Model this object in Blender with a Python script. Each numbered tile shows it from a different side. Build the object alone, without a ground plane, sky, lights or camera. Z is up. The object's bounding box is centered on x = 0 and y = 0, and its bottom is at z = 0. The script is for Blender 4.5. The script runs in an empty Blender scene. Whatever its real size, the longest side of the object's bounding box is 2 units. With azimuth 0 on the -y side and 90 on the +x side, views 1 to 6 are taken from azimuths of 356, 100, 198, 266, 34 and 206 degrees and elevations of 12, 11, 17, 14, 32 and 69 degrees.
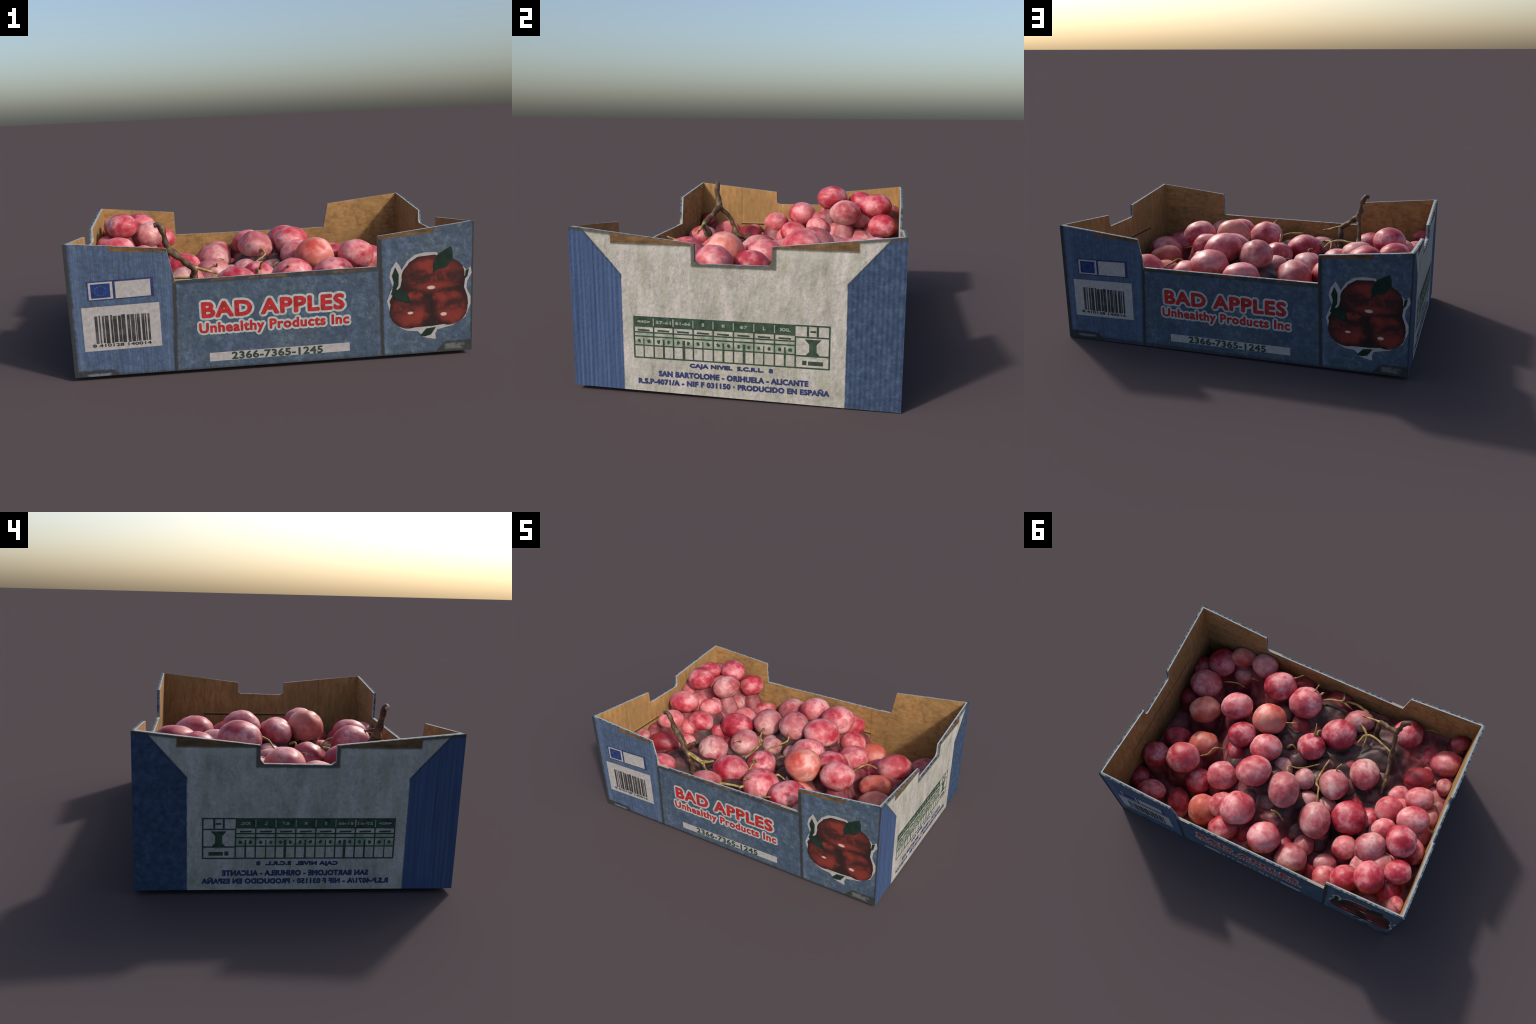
"""Printed cardboard fruit tray, open on top, heaped with large pink grapes."""
import bpy, bmesh, math, random
from math import sin, cos, radians, pi
from mathutils import Vector, Matrix, noise

random.seed(7)
HX, HY, TOP, BASE, THICK = 0.9946, 0.6624, 0.680, 0.018, 0.017
TURN = radians(0.47)


# ------------------------------------------------------------------ helpers
def link(obj, parent=None):
    bpy.context.scene.collection.objects.link(obj)
    if parent:
        obj.parent = parent
    return obj


def empty(name, label, category):
    o = bpy.data.objects.new(name, None)
    o["label"], o["category"] = label, category
    return link(o)


def mesh_object(name, verts, faces, mats, parent, smooth=False, indices=None):
    me = bpy.data.meshes.new(name)
    me.from_pydata([tuple(v) for v in verts], [], faces)
    for m in mats:
        me.materials.append(m)
    if indices:
        me.polygons.foreach_set("material_index", indices)
    me.polygons.foreach_set("use_smooth", [smooth] * len(me.polygons))
    me.update()
    return link(bpy.data.objects.new(name, me), parent)


class Nodes:
    """Small expression builder for shader node trees."""

    def __init__(self, name):
        self.mat = bpy.data.materials.new(name)
        self.mat.use_nodes = True
        self.t = self.mat.node_tree
        self.bsdf = self.t.nodes["Principled BSDF"]
        co = self.t.nodes.new("ShaderNodeTexCoord")
        self.obj = co.outputs["Object"]
        s = self.t.nodes.new("ShaderNodeSeparateXYZ")
        self.t.links.new(self.obj, s.inputs[0])
        self.x, self.y, self.z = s.outputs

    def put(self, sock, v):
        if hasattr(v, "links"):
            self.t.links.new(v, sock)
        elif isinstance(v, (tuple, list)) and len(v) == 3 and sock.type == "RGBA":
            sock.default_value = (*v, 1)
        else:
            sock.default_value = v

    def m(self, op, a, b=0.0, clamp=False):
        n = self.t.nodes.new("ShaderNodeMath")
        n.operation, n.use_clamp = op, clamp
        self.put(n.inputs[0], a)
        self.put(n.inputs[1], b)
        return n.outputs[0]

    def step(self, v, at, soft):
        """0 below at, 1 above, with a soft edge."""
        d = self.m("SUBTRACT", v, at)
        n = self.t.nodes.new("ShaderNodeMapRange")
        n.interpolation_type = "SMOOTHSTEP"
        self.put(n.inputs[0], d)
        n.inputs[1].default_value, n.inputs[2].default_value = -soft, soft
        return n.outputs[0]

    def both(self, *masks):
        r = masks[0]
        for k in masks[1:]:
            r = self.m("MULTIPLY", r, k)
        return r

    def inv(self, a):
        return self.m("SUBTRACT", 1.0, a)

    def band(self, v, lo, hi, soft):
        return self.both(self.step(v, lo, soft), self.inv(self.step(v, hi, soft)))

    def line(self, slope, offset, along):
        return self.m("ADD", self.m("MULTIPLY", along, slope), offset)

    def scaled(self, sx, sy, sz, shift=None):
        n = self.t.nodes.new("ShaderNodeMapping")
        self.put(n.inputs[0], self.obj)
        n.inputs["Scale"].default_value = (sx, sy, sz)
        if shift is not None:
            self.put(n.inputs["Location"], shift)
        return n.outputs[0]

    def noise(self, scale, detail=3.0, rough=0.55, vec=None):
        n = self.t.nodes.new("ShaderNodeTexNoise")
        self.put(n.inputs["Vector"], vec if vec is not None else self.obj)
        n.inputs["Scale"].default_value = scale
        n.inputs["Detail"].default_value = detail
        n.inputs["Roughness"].default_value = rough
        return n.outputs["Fac"]

    def voronoi(self, scale, vec=None):
        n = self.t.nodes.new("ShaderNodeTexVoronoi")
        self.put(n.inputs["Vector"], vec if vec is not None else self.obj)
        n.inputs["Scale"].default_value = scale
        return n.outputs["Distance"]

    def ramp(self, fac, *stops):
        n = self.t.nodes.new("ShaderNodeValToRGB")
        e = n.color_ramp.elements
        while len(e) < len(stops):
            e.new(0.5)
        for el, (p, c) in zip(e, stops):
            el.position, el.color = p, (*c, 1)
        self.put(n.inputs[0], fac)
        return n.outputs[0]

    def mix(self, fac, a, b, mode="MIX"):
        n = self.t.nodes.new("ShaderNodeMix")
        n.data_type, n.blend_type = "RGBA", mode
        self.put(n.inputs["Factor"], fac)
        self.put(n.inputs[6], a)
        self.put(n.inputs[7], b)
        return n.outputs[2]

    def bump(self, height, strength, dist):
        n = self.t.nodes.new("ShaderNodeBump")
        n.inputs["Strength"].default_value = strength
        n.inputs["Distance"].default_value = dist
        self.put(n.inputs["Height"], height)
        self.t.links.new(n.outputs[0], self.bsdf.inputs["Normal"])

    def done(self, color, rough=0.85, spec=0.2):
        self.put(self.bsdf.inputs["Base Color"], color)
        self.put(self.bsdf.inputs["Roughness"], rough)
        self.bsdf.inputs["Specular IOR Level"].default_value = spec
        return self.mat


def flat_ink(name, color, vary=0.25, scale=60, blotch=None):
    g = Nodes(name)
    n = g.noise(scale, 4, 0.6)
    lo = tuple(c * (1 - vary) for c in color)
    hi = tuple(min(1, c * (1 + vary)) for c in color)
    c = g.ramp(n, (0.3, lo), (0.7, hi))
    if blotch:
        c = g.mix(g.band(g.noise(scale * 0.3, 3), 0.55, 2.0, 0.08), c, blotch)
    return g.done(c, 0.8)


# ---------------------------------------------------------------- materials
TORN = ((0.3, (0.055, 0.030, 0.013)), (0.7, (0.19, 0.105, 0.045)))
DARK = (0.028, 0.028, 0.026)


def side_print():
    """Worn blue print of the long walls: seams, torn liner, scuffed corners."""
    g = Nodes("blue_printed_card")
    fine = g.noise(60, 4, 0.65)
    streak = g.noise(9, 4, 0.6, g.scaled(2.2, 1, 0.9))
    cloud = g.noise(4.5, 4, 0.6)
    base = g.ramp(cloud, (0.32, (0.042, 0.066, 0.112)), (0.5, (0.058, 0.086, 0.130)), (0.68, (0.080, 0.107, 0.138)))
    base = g.mix(g.m("MULTIPLY", g.band(streak, 0.58, 2, 0.1), 0.5), base, (0.125, 0.165, 0.285))
    base = g.mix(g.m("MULTIPLY", g.band(g.noise(14, 4, 0.7), 0.57, 2, 0.06), 0.45), base, (0.125, 0.185, 0.20))
    base = g.mix(g.m("MULTIPLY", g.band(g.noise(38, 4, 0.7), 0.60, 2, 0.06), 0.7), base, (0.040, 0.062, 0.088))
    ribs = g.noise(11, 3, 0.6, g.scaled(7, 1, 0.25))
    flap = g.m("MULTIPLY", g.inv(g.step(g.x, -0.49, 0.01)), 0.75)
    dusk = g.both(g.band(g.noise(24, 5, 0.7), 0.53, 2, 0.07), g.step(g.noise(3.2, 2), 0.46, 0.10))
    base = g.mix(g.m("MULTIPLY", dusk, 0.55), base, (0.036, 0.054, 0.082))
    base = g.mix(flap, base, g.ramp(ribs, (0.35, (0.050, 0.078, 0.142)), (0.5, (0.062, 0.098, 0.185)), (0.65, (0.078, 0.118, 0.205))))
    base = g.mix(g.m("MULTIPLY", g.band(g.voronoi(20, g.scaled(1, 1, 1.3)), 0.42, 2, 0.05), 0.35), base, (0.046, 0.064, 0.088))
    grain = g.ramp(fine, (0.25, (0.70, 0.72, 0.75)), (0.75, (1.28, 1.27, 1.24)))
    base = g.mix(1.0, base, grain, "MULTIPLY")
    wob = g.m("MULTIPLY", g.m("SUBTRACT", g.noise(30, 3), 0.5), 0.012)
    x, z = g.m("ADD", g.x, wob), g.m("ADD", g.z, wob)
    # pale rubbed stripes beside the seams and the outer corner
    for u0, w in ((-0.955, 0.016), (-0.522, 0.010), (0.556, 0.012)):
        pale = g.band(g.m("SUBTRACT", x, g.line(0.03, u0 - 0.008, z)), -w, w, 0.012)
        base = g.mix(g.m("MULTIPLY", pale, 0.30), base, (0.115, 0.165, 0.27))
    # seams where the corner flaps overlap the middle panel
    seam_l = g.band(g.m("SUBTRACT", x, g.line(0.040, -0.502, z)), -0.010, 0.010, 0.005)
    seam_r = g.band(g.m("SUBTRACT", x, g.line(-0.020, 0.535, z)), -0.010, 0.010, 0.005)
    edge_l = g.inv(g.step(x, -0.974, 0.006))
    edge_r = g.step(x, 0.986, 0.004)
    middle = g.band(x, -0.49, 0.52, 0.004)
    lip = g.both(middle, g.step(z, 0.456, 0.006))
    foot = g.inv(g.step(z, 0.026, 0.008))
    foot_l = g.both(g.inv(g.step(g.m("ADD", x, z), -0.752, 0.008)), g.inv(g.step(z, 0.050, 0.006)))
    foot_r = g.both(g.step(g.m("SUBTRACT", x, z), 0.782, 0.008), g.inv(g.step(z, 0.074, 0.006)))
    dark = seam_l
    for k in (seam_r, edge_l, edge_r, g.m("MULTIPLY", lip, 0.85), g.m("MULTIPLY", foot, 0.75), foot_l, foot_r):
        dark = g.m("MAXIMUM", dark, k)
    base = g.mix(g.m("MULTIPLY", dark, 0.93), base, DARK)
    tag = g.both(g.band(x, 0.855, 0.955, 0.008), g.band(z, 0.030, 0.062, 0.006))
    base = g.mix(g.m("MULTIPLY", g.both(tag, g.band(g.noise(40, 3), 0.42, 2, 0.1)), 0.65), base, (0.15, 0.155, 0.14))
    tag = g.both(g.band(x, -0.93, -0.82, 0.01), g.band(z, 0.020, 0.032, 0.004))
    base = g.mix(g.m("MULTIPLY", tag, 0.7), base, (0.17, 0.19, 0.24))
    # torn brown liner along the top of the flaps
    brown = g.ramp(g.noise(40, 4, 0.6, g.scaled(0.4, 1, 1)), *TORN)
    torn_l = g.both(g.band(x, -0.785, -0.50, 0.004), g.step(g.m("SUBTRACT", z, g.line(-0.065, 0.583, x)), 0.0, 0.004))
    torn_r = g.both(g.band(x, 0.50, 0.795, 0.004), g.step(g.m("SUBTRACT", z, g.line(0.065, 0.582, x)), 0.0, 0.004))
    scuff = g.both(middle, g.band(g.noise(5, 3, 0.6, g.scaled(2, 1, 0.1)), 0.5, 2, 0.08), g.band(z, 0.462, 0.474, 0.004))
    base = g.mix(g.m("MAXIMUM", g.m("MAXIMUM", torn_l, torn_r), scuff), base, brown)
    g.bump(g.m("ADD", g.m("ADD", g.m("MULTIPLY", g.noise(24, 4, 0.6), 2.5), cloud), g.m("MULTIPLY", g.both(ribs, flap), 2.5)), 0.4, 0.004)
    return g.done(base, 0.75, 0.3)


def end_print():
    """Short walls: greyish white panel between two blue corner bands."""
    g = Nodes("white_printed_card")
    fine = g.noise(70, 4, 0.65)
    stain = g.noise(7, 5, 0.65, g.scaled(1.8, 1, 0.7))
    base = g.ramp(stain, (0.32, (0.25, 0.245, 0.210)), (0.5, (0.365, 0.35, 0.32)), (0.66, (0.45, 0.415, 0.395)))
    base = g.mix(g.m("MULTIPLY", g.band(g.noise(3.2, 3), 0.56, 2, 0.07), 0.35), base, (0.31, 0.315, 0.235))
    base = g.mix(g.m("MULTIPLY", g.band(g.noise(26, 4, 0.7), 0.63, 2, 0.05), 0.55), base, (0.23, 0.22, 0.185))
    base = g.mix(1.0, base, g.ramp(fine, (0.25, (0.80, 0.80, 0.80)), (0.75, (1.18, 1.17, 1.16))), "MULTIPLY")
    ridge = g.m("ABSOLUTE", g.m("SUBTRACT", g.noise(6.5, 5, 0.65, g.scaled(1.5, 1, 1.0)), 0.5))
    wrinkle = g.both(g.inv(g.step(ridge, 0.010, 0.010)), g.step(g.noise(3.5, 2), 0.47, 0.06))
    base = g.mix(g.m("MULTIPLY", wrinkle, 0.20), base, (0.21, 0.195, 0.16))
    base = g.mix(g.m("MULTIPLY", g.band(g.noise(9, 3, 0.6, g.scaled(2.6, 1, 0.3)), 0.57, 2, 0.06), 0.4), base, (0.30, 0.30, 0.225))
    wob = g.m("MULTIPLY", g.m("SUBTRACT", g.noise(60, 2), 0.5), 0.004)
    x, z = g.m("ADD", g.x, wob), g.m("ADD", g.z, wob)
    # blue bands with the mitred upper edge
    rib = g.noise(14, 4, 0.6, g.scaled(6, 1, 0.12))
    blue = g.ramp(rib, (0.3, (0.028, 0.052, 0.122)), (0.52, (0.044, 0.074, 0.155)), (0.7, (0.062, 0.100, 0.20)))
    teal = g.ramp(g.noise(34, 4, 0.7), (0.3, (0.020, 0.036, 0.074)), (0.52, (0.034, 0.057, 0.110)), (0.72, (0.058, 0.092, 0.158)))
    ax = g.m("ABSOLUTE", x)
    slant = g.m("MAXIMUM", g.line(0.89, 0.005, z), 0.447)
    inblue = g.step(g.m("SUBTRACT", ax, slant), 0.0, 0.003)
    base = g.mix(g.both(inblue, g.inv(g.step(x, 0, 0.001))), base, blue)
    base = g.mix(g.both(inblue, g.step(x, 0, 0.001)), base, teal)
    rule = g.both(g.band(g.m("SUBTRACT", ax, slant), -0.001, 0.010, 0.004), g.step(z, 0.48, 0.01))
    base = g.mix(g.m("MULTIPLY", rule, 0.6), base, (0.03, 0.042, 0.065))
    # soiled edges of the hand hole and the top
    hole = g.both(g.band(x, -0.160, 0.176, 0.004), g.step(z, 0.536, 0.005))
    top = g.step(g.m("SUBTRACT", z, g.line(0.096, 0.604, ax)), 0.0, 0.005)
    base = g.mix(g.m("MULTIPLY", g.m("MAXIMUM", hole, top), 0.85), base, (0.045, 0.042, 0.036))
    pale = g.both(g.band(ax, 0.19, 0.46, 0.02), g.band(z, 0.590, 0.611, 0.008))
    base = g.mix(g.m("MULTIPLY", pale, 0.3), base, (0.45, 0.46, 0.40))
    brown = g.ramp(g.noise(40, 4, 0.6, g.scaled(0.4, 1, 1)), *TORN)
    torn = g.both(g.band(ax, 0.150, 0.488, 0.004), g.step(g.m("SUBTRACT", z, 0.622), 0.0, 0.004))
    base = g.mix(torn, base, brown)
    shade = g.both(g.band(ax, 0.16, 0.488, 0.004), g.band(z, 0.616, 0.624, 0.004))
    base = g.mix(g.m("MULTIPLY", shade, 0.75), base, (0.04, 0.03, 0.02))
    flute = g.m("SINE", g.m("MULTIPLY", g.x, 330.0))
    crease = g.noise(5, 4, 0.6, g.scaled(2.5, 1, 1.2))
    relief = g.m("ADD", g.m("ADD", g.m("ADD", fine, g.m("MULTIPLY", wrinkle, -0.25)), g.m("MULTIPLY", crease, 5)), g.m("MULTIPLY", g.both(inblue, flute), 0.35))
    g.bump(relief, 0.4, 0.005)
    return g.done(base, 0.82, 0.22)


def brown_card(name, slit):
    g = Nodes(name)
    fib = g.noise(26, 5, 0.7, g.scaled(0.6, 0.6, 1.4) if not slit else g.scaled(1.7, 1.7, 0.45))
    cloud = g.noise(5, 4, 0.6)
    base = g.ramp(fib, (0.3, (0.245, 0.125, 0.042)), (0.5, (0.345, 0.192, 0.072)), (0.72, (0.435, 0.265, 0.115)))
    base = g.mix(g.m("MULTIPLY", g.band(cloud, 0.5, 2, 0.12), 0.45), base, (0.215, 0.135, 0.052))
    if not slit:
        base = g.mix(g.m("MULTIPLY", g.band(g.noise(18, 4, 0.7), 0.56, 2, 0.06), 0.42), base, (0.150, 0.084, 0.030))
    x, z = g.x, g.z
    ax = g.m("ABSOLUTE", x)
    crease = g.band(ax, 0.379 if slit else 0.334, 0.386 if slit else 0.342, 0.003)
    cut_z = 0.406 if slit else 0.270
    cut = g.both(g.inv(g.step(ax, 0.384 if slit else 0.34, 0.003)), g.band(z, cut_z, cut_z + 0.009, 0.002))
    base = g.mix(g.m("MULTIPLY", crease, 0.35), base, (0.10, 0.05, 0.015))
    base = g.mix(g.m("MULTIPLY", cut, 0.9), base, (0.018, 0.010, 0.005))
    glint = g.both(g.inv(g.step(ax, 0.38, 0.004)), g.band(z, cut_z + 0.012, cut_z + 0.020, 0.003))
    base = g.mix(g.m("MULTIPLY", glint, 0.3), base, (0.42, 0.30, 0.14))
    g.bump(g.m("ADD", fib, cloud), 0.2, 0.004)
    return g.done(base, 0.85, 0.2)


def cut_edge(name, depth):
    """Sawn rim of the board: pale inner liner, dark blue fluted outer half."""
    g = Nodes(name)
    across = g.m("DIVIDE", g.m("ADD", g.y, depth), THICK)
    dash = g.noise(30, 2, 0.5, g.scaled(1.6, 0.2, 1.6))
    outer = g.ramp(dash, (0.4, (0.022, 0.034, 0.050)), (0.6, (0.11, 0.15, 0.17)))
    inner = g.ramp(g.noise(22, 3), (0.3, (0.24, 0.26, 0.27)), (0.7, (0.36, 0.37, 0.36)))
    col = g.mix(g.step(across, 0.56, 0.10), outer, inner)
    if depth == HY:
        beige = g.both(g.band(g.m("ABSOLUTE", g.x), 0.40, 0.51, 0.002), g.inv(g.step(g.z, 0.5, 0.002)))
        col = g.mix(g.m("MULTIPLY", beige, 0.75), col, (0.33, 0.31, 0.26))
    return g.done(col, 0.85, 0.2)


def grape_skin(name, deep, mid, pale, tint, tint_amount):
    g = Nodes(name)
    info = g.t.nodes.new("ShaderNodeObjectInfo")
    rnd = g.m("MULTIPLY", info.outputs["Random"], 37.0)
    comb = g.t.nodes.new("ShaderNodeCombineXYZ")
    for i in range(3):
        g.put(comb.inputs[i], rnd)
    vec = g.scaled(1, 1, 1, comb.outputs[0])
    big = g.noise(8.5, 3, 0.5, vec)
    med = g.noise(21, 4, 0.6, vec)
    col = g.ramp(g.m("ADD", g.m("MULTIPLY", big, 0.65), g.m("MULTIPLY", med, 0.35)),
                 (0.40, deep), (0.480, mid), (0.585, pale))
    patch = g.band(g.noise(17, 3, 0.55, vec), 0.575, 2, 0.065)
    col = g.mix(g.m("MULTIPLY", patch, 0.60), col, deep)
    col = g.mix(g.m("MULTIPLY", g.band(g.noise(6, 2, 0.5, vec), 0.5, 2, 0.1), tint_amount), col, tint)
    speck = g.inv(g.step(g.voronoi(38, vec), 0.10, 0.05))
    col = g.mix(g.m("MULTIPLY", g.both(speck, g.band(med, 0.5, 2, 0.05)), 0.35), col, tuple(c * 0.6 for c in deep))
    g.bump(med, 0.12, 0.01)
    g.bsdf.inputs["Subsurface Weight"].default_value = 0.12
    g.bsdf.inputs["Subsurface Radius"].default_value = (0.05, 0.015, 0.012)
    g.bsdf.inputs["Subsurface Scale"].default_value = 0.25
    return g.done(col, g.line(0.25, 0.33, med), 0.40)


def bed_skin():
    """Half buried fruit: pink flanks, colour darkened around the stems for shade between grapes."""
    g = Nodes("buried_grape_flesh")
    n = g.noise(9, 5, 0.65)
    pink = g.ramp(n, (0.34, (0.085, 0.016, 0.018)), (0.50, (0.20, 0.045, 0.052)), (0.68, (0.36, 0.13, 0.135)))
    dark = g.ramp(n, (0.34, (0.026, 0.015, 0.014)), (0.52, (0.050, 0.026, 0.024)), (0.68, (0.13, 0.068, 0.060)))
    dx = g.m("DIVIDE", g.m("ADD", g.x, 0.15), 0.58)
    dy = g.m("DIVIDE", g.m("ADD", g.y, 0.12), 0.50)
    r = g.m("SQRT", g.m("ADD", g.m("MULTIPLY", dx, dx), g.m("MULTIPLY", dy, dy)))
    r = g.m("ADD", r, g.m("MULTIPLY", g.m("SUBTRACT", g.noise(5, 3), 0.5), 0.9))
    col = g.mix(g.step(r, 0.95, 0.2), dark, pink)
    g.bump(g.noise(25, 4), 0.3, 0.01)
    return g.done(col, 0.5, 0.3)


def stem_bark(name, a, b, c):
    g = Nodes(name)
    n = g.noise(26, 4, 0.65)
    col = g.ramp(n, (0.32, a), (0.52, b), (0.68, c))
    g.bump(n, 0.5, 0.006)
    return g.done(col, 0.55, 0.3)


M = {
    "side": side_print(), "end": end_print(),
    "in_side": brown_card("brown_card_mottled", False), "in_end": brown_card("brown_card_fibrous", True),
    "rim_side": cut_edge("cut_board_edge_long", HY), "rim_end": cut_edge("cut_board_edge_short", HX),
    "white": flat_ink("offwhite_ink", (0.355, 0.335, 0.325), 0.16, 50),
    "halo": flat_ink("pale_outline_ink", (0.37, 0.40, 0.385), 0.25, 60),
    "red": flat_ink("red_lettering_ink", (0.36, 0.022, 0.024), 0.35, 55),
    "navy": flat_ink("navy_ink", (0.028, 0.036, 0.105), 0.4, 60),
    "flag": flat_ink("flag_blue_ink", (0.016, 0.030, 0.125), 0.35, 40),
    "star": flat_ink("star_ring_ink", (0.028, 0.075, 0.16), 0.3, 60),
    "black": flat_ink("barcode_ink", (0.032, 0.031, 0.030), 0.35, 45, (0.075, 0.07, 0.07)),
    "digit": flat_ink("dark_green_digit_ink", (0.030, 0.050, 0.034), 0.4, 60),
    "green": flat_ink("table_green_ink", (0.030, 0.052, 0.036), 0.45, 40),
    "wash": flat_ink("table_green_wash", (0.20, 0.24, 0.185), 0.3, 60, (0.34, 0.34, 0.29)),
    "leaf": flat_ink("printed_leaf_ink", (0.009, 0.024, 0.016), 0.35, 30),
}


def apple_ink():
    """Three printed apples: dark gaps and stalk hollows, red flanks, soft lights."""
    g = Nodes("printed_apple_ink")
    rag = g.noise(24, 4, 0.65)
    f = g.noise(48, 4, 0.7)

    def spot(u, z, ru, rz, soft=0.45, ragged=0.9):
        du = g.m("DIVIDE", g.m("SUBTRACT", g.x, u), ru)
        dz = g.m("DIVIDE", g.m("SUBTRACT", g.z, z), rz)
        d = g.m("SQRT", g.m("ADD", g.m("MULTIPLY", du, du), g.m("MULTIPLY", dz, dz)))
        return g.inv(g.step(g.m("ADD", d, g.m("MULTIPLY", g.m("SUBTRACT", rag, 0.5), ragged * 2)), 1.0, soft))

    col = g.ramp(g.m("ADD", g.m("MULTIPLY", rag, 0.6), g.m("MULTIPLY", f, 0.4)),
                 (0.36, (0.034, 0.015, 0.014)), (0.50, (0.085, 0.019, 0.016)), (0.64, (0.17, 0.026, 0.020)))
    def apple(u, z, ru, rz):
        du = g.m("DIVIDE", g.m("SUBTRACT", g.x, u), ru)
        dz = g.m("DIVIDE", g.m("SUBTRACT", g.z, z), rz)
        return g.m("ADD", g.m("SQRT", g.m("ADD", g.m("MULTIPLY", du, du), g.m("MULTIPLY", dz, dz))), g.m("MULTIPLY", g.m("SUBTRACT", rag, 0.5), 0.25))

    d_low = g.m("MINIMUM", apple(0.668, 0.247, 0.108, 0.100), apple(0.882, 0.252, 0.096, 0.098))
    gap = g.m("MULTIPLY", g.both(g.step(d_low, 0.78, 0.16), g.inv(g.step(d_low, 1.10, 0.10))), 0.9)
    gap = g.m("MAXIMUM", gap, g.m("MULTIPLY", g.step(apple(0.790, 0.424, 0.166, 0.108), 0.86, 0.16), g.step(d_low, 1.0, 0.05)))
    col = g.mix(gap, col, (0.024, 0.012, 0.011))
    for u, z, ru, rz in ((0.715, 0.412, 0.060, 0.030), (0.712, 0.283, 0.040, 0.018), (0.900, 0.272, 0.040, 0.018), (0.900, 0.425, 0.040, 0.035)):
        col = g.mix(g.m("MULTIPLY", spot(u, z, ru, rz, 0.6, 1.2), 0.75), col, (0.030, 0.014, 0.013))
    for u, z, ru, rz, k in ((0.756, 0.475, 0.042, 0.020, 0.9), (0.772, 0.448, 0.016, 0.014, 0.9), (0.672, 0.322, 0.022, 0.014, 1.0), (0.714, 0.318, 0.020, 0.014, 0.8),
                            (0.833, 0.306, 0.032, 0.022, 0.9), (0.690, 0.200, 0.060, 0.028, 0.75), (0.895, 0.205, 0.062, 0.030, 0.75), (0.805, 0.366, 0.072, 0.014, 0.8),
                            (0.720, 0.230, 0.022, 0.030, 0.6), (0.860, 0.455, 0.050, 0.020, 0.4), (0.900, 0.315, 0.030, 0.014, 0.6)):
        col = g.mix(g.m("MULTIPLY", spot(u, z, ru, rz, 0.6, 2.2), k * 0.8), col, (0.245, 0.036, 0.026))
    for u, z, ru, rz in ((0.781, 0.358, 0.019, 0.009), (0.676, 0.233, 0.014, 0.007), (0.846, 0.217, 0.016, 0.009)):
        col = g.mix(spot(u, z, ru, rz, 0.3, 0.3), col, (0.58, 0.38, 0.32))
    return g.done(col, 0.8)


M["apple"] = apple_ink()
SKIN = {
    "p": grape_skin("pink_grape_skin", (0.34, 0.022, 0.038), (0.50, 0.105, 0.122), (0.66, 0.315, 0.315), (0.50, 0.115, 0.118), 0.35),
    "r": grape_skin("red_grape_skin", (0.24, 0.008, 0.020), (0.40, 0.036, 0.058), (0.63, 0.255, 0.270), (0.36, 0.024, 0.040), 0.35),
    "m": grape_skin("dusty_grape_skin", (0.29, 0.042, 0.052), (0.45, 0.140, 0.145), (0.58, 0.345, 0.325), (0.42, 0.150, 0.150), 0.4),
    "o": grape_skin("peach_grape_skin", (0.43, 0.058, 0.040), (0.54, 0.145, 0.120), (0.66, 0.33, 0.285), (0.52, 0.135, 0.085), 0.5),
    "y": grape_skin("amber_grape_skin", (0.38, 0.13, 0.065), (0.42, 0.22, 0.11), (0.47, 0.31, 0.21), (0.40, 0.23, 0.085), 0.6),
    "d": grape_skin("wine_grape_skin", (0.17, 0.010, 0.016), (0.28, 0.022, 0.034), (0.44, 0.11, 0.13), (0.22, 0.018, 0.028), 0.4),
    "s": grape_skin("shade_darkened_grape_skin", (0.060, 0.022, 0.022), (0.125, 0.042, 0.042), (0.24, 0.105, 0.10), (0.085, 0.052, 0.048), 0.5),
}
BARK = stem_bark("brown_stem_bark", (0.034, 0.020, 0.013), (0.085, 0.050, 0.029), (0.24, 0.155, 0.065))
TWIG = stem_bark("yellow_twig_bark", (0.10, 0.060, 0.020), (0.29, 0.19, 0.060), (0.46, 0.36, 0.15))
TIP = stem_bark("cut_stem_wood", (0.35, 0.25, 0.17), (0.55, 0.42, 0.32), (0.7, 0.6, 0.5))

# ------------------------------------------------------------ cardboard box
box = empty("fruit_box", "open blue and white printed cardboard fruit tray", "fruit box")
box.rotation_euler.z = TURN


def wall(name, outline, depth, mats, spin, mirror=False, board=THICK):
    """Board cut to an outline (u, z), outer face at y = -depth, mitred ends."""
    half = max(u for u, _ in outline)
    n = len(outline)
    inner = [(math.copysign(half - THICK - 0.0004, u) if abs(u) > half - 1e-4 else u, z) for u, z in outline]
    vo = [(u, -depth, z) for u, z in outline]
    vi = [(u, -depth + board, z) for u, z in inner]
    faces = [list(range(n)), list(range(2 * n - 1, n - 1, -1))]
    idx = [0, 1]
    for i in range(n):
        j = (i + 1) % n
        faces.append([i, n + i, n + j, j])
        idx.append(2)
    o = mesh_object(name, vo + vi, faces, mats, box, False, idx)
    o.rotation_euler.z = spin
    if mirror:
        o.scale.x = -1
    return o


def side_outline(bl, br):
    return [(-HX, bl), (HX, br), (HX, TOP), (0.514, 0.631), (0.512, 0.480), (-0.482, 0.474), (-0.512, 0.633), (-HX, TOP)]


def end_outline(bl, br):
    return [(-HY, bl), (HY, br), (HY, TOP), (0.160, 0.626), (0.158, 0.568), (0.143, 0.551),
            (-0.127, 0.548), (-0.146, 0.560), (-0.147, 0.628), (-HY, TOP)]


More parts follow.
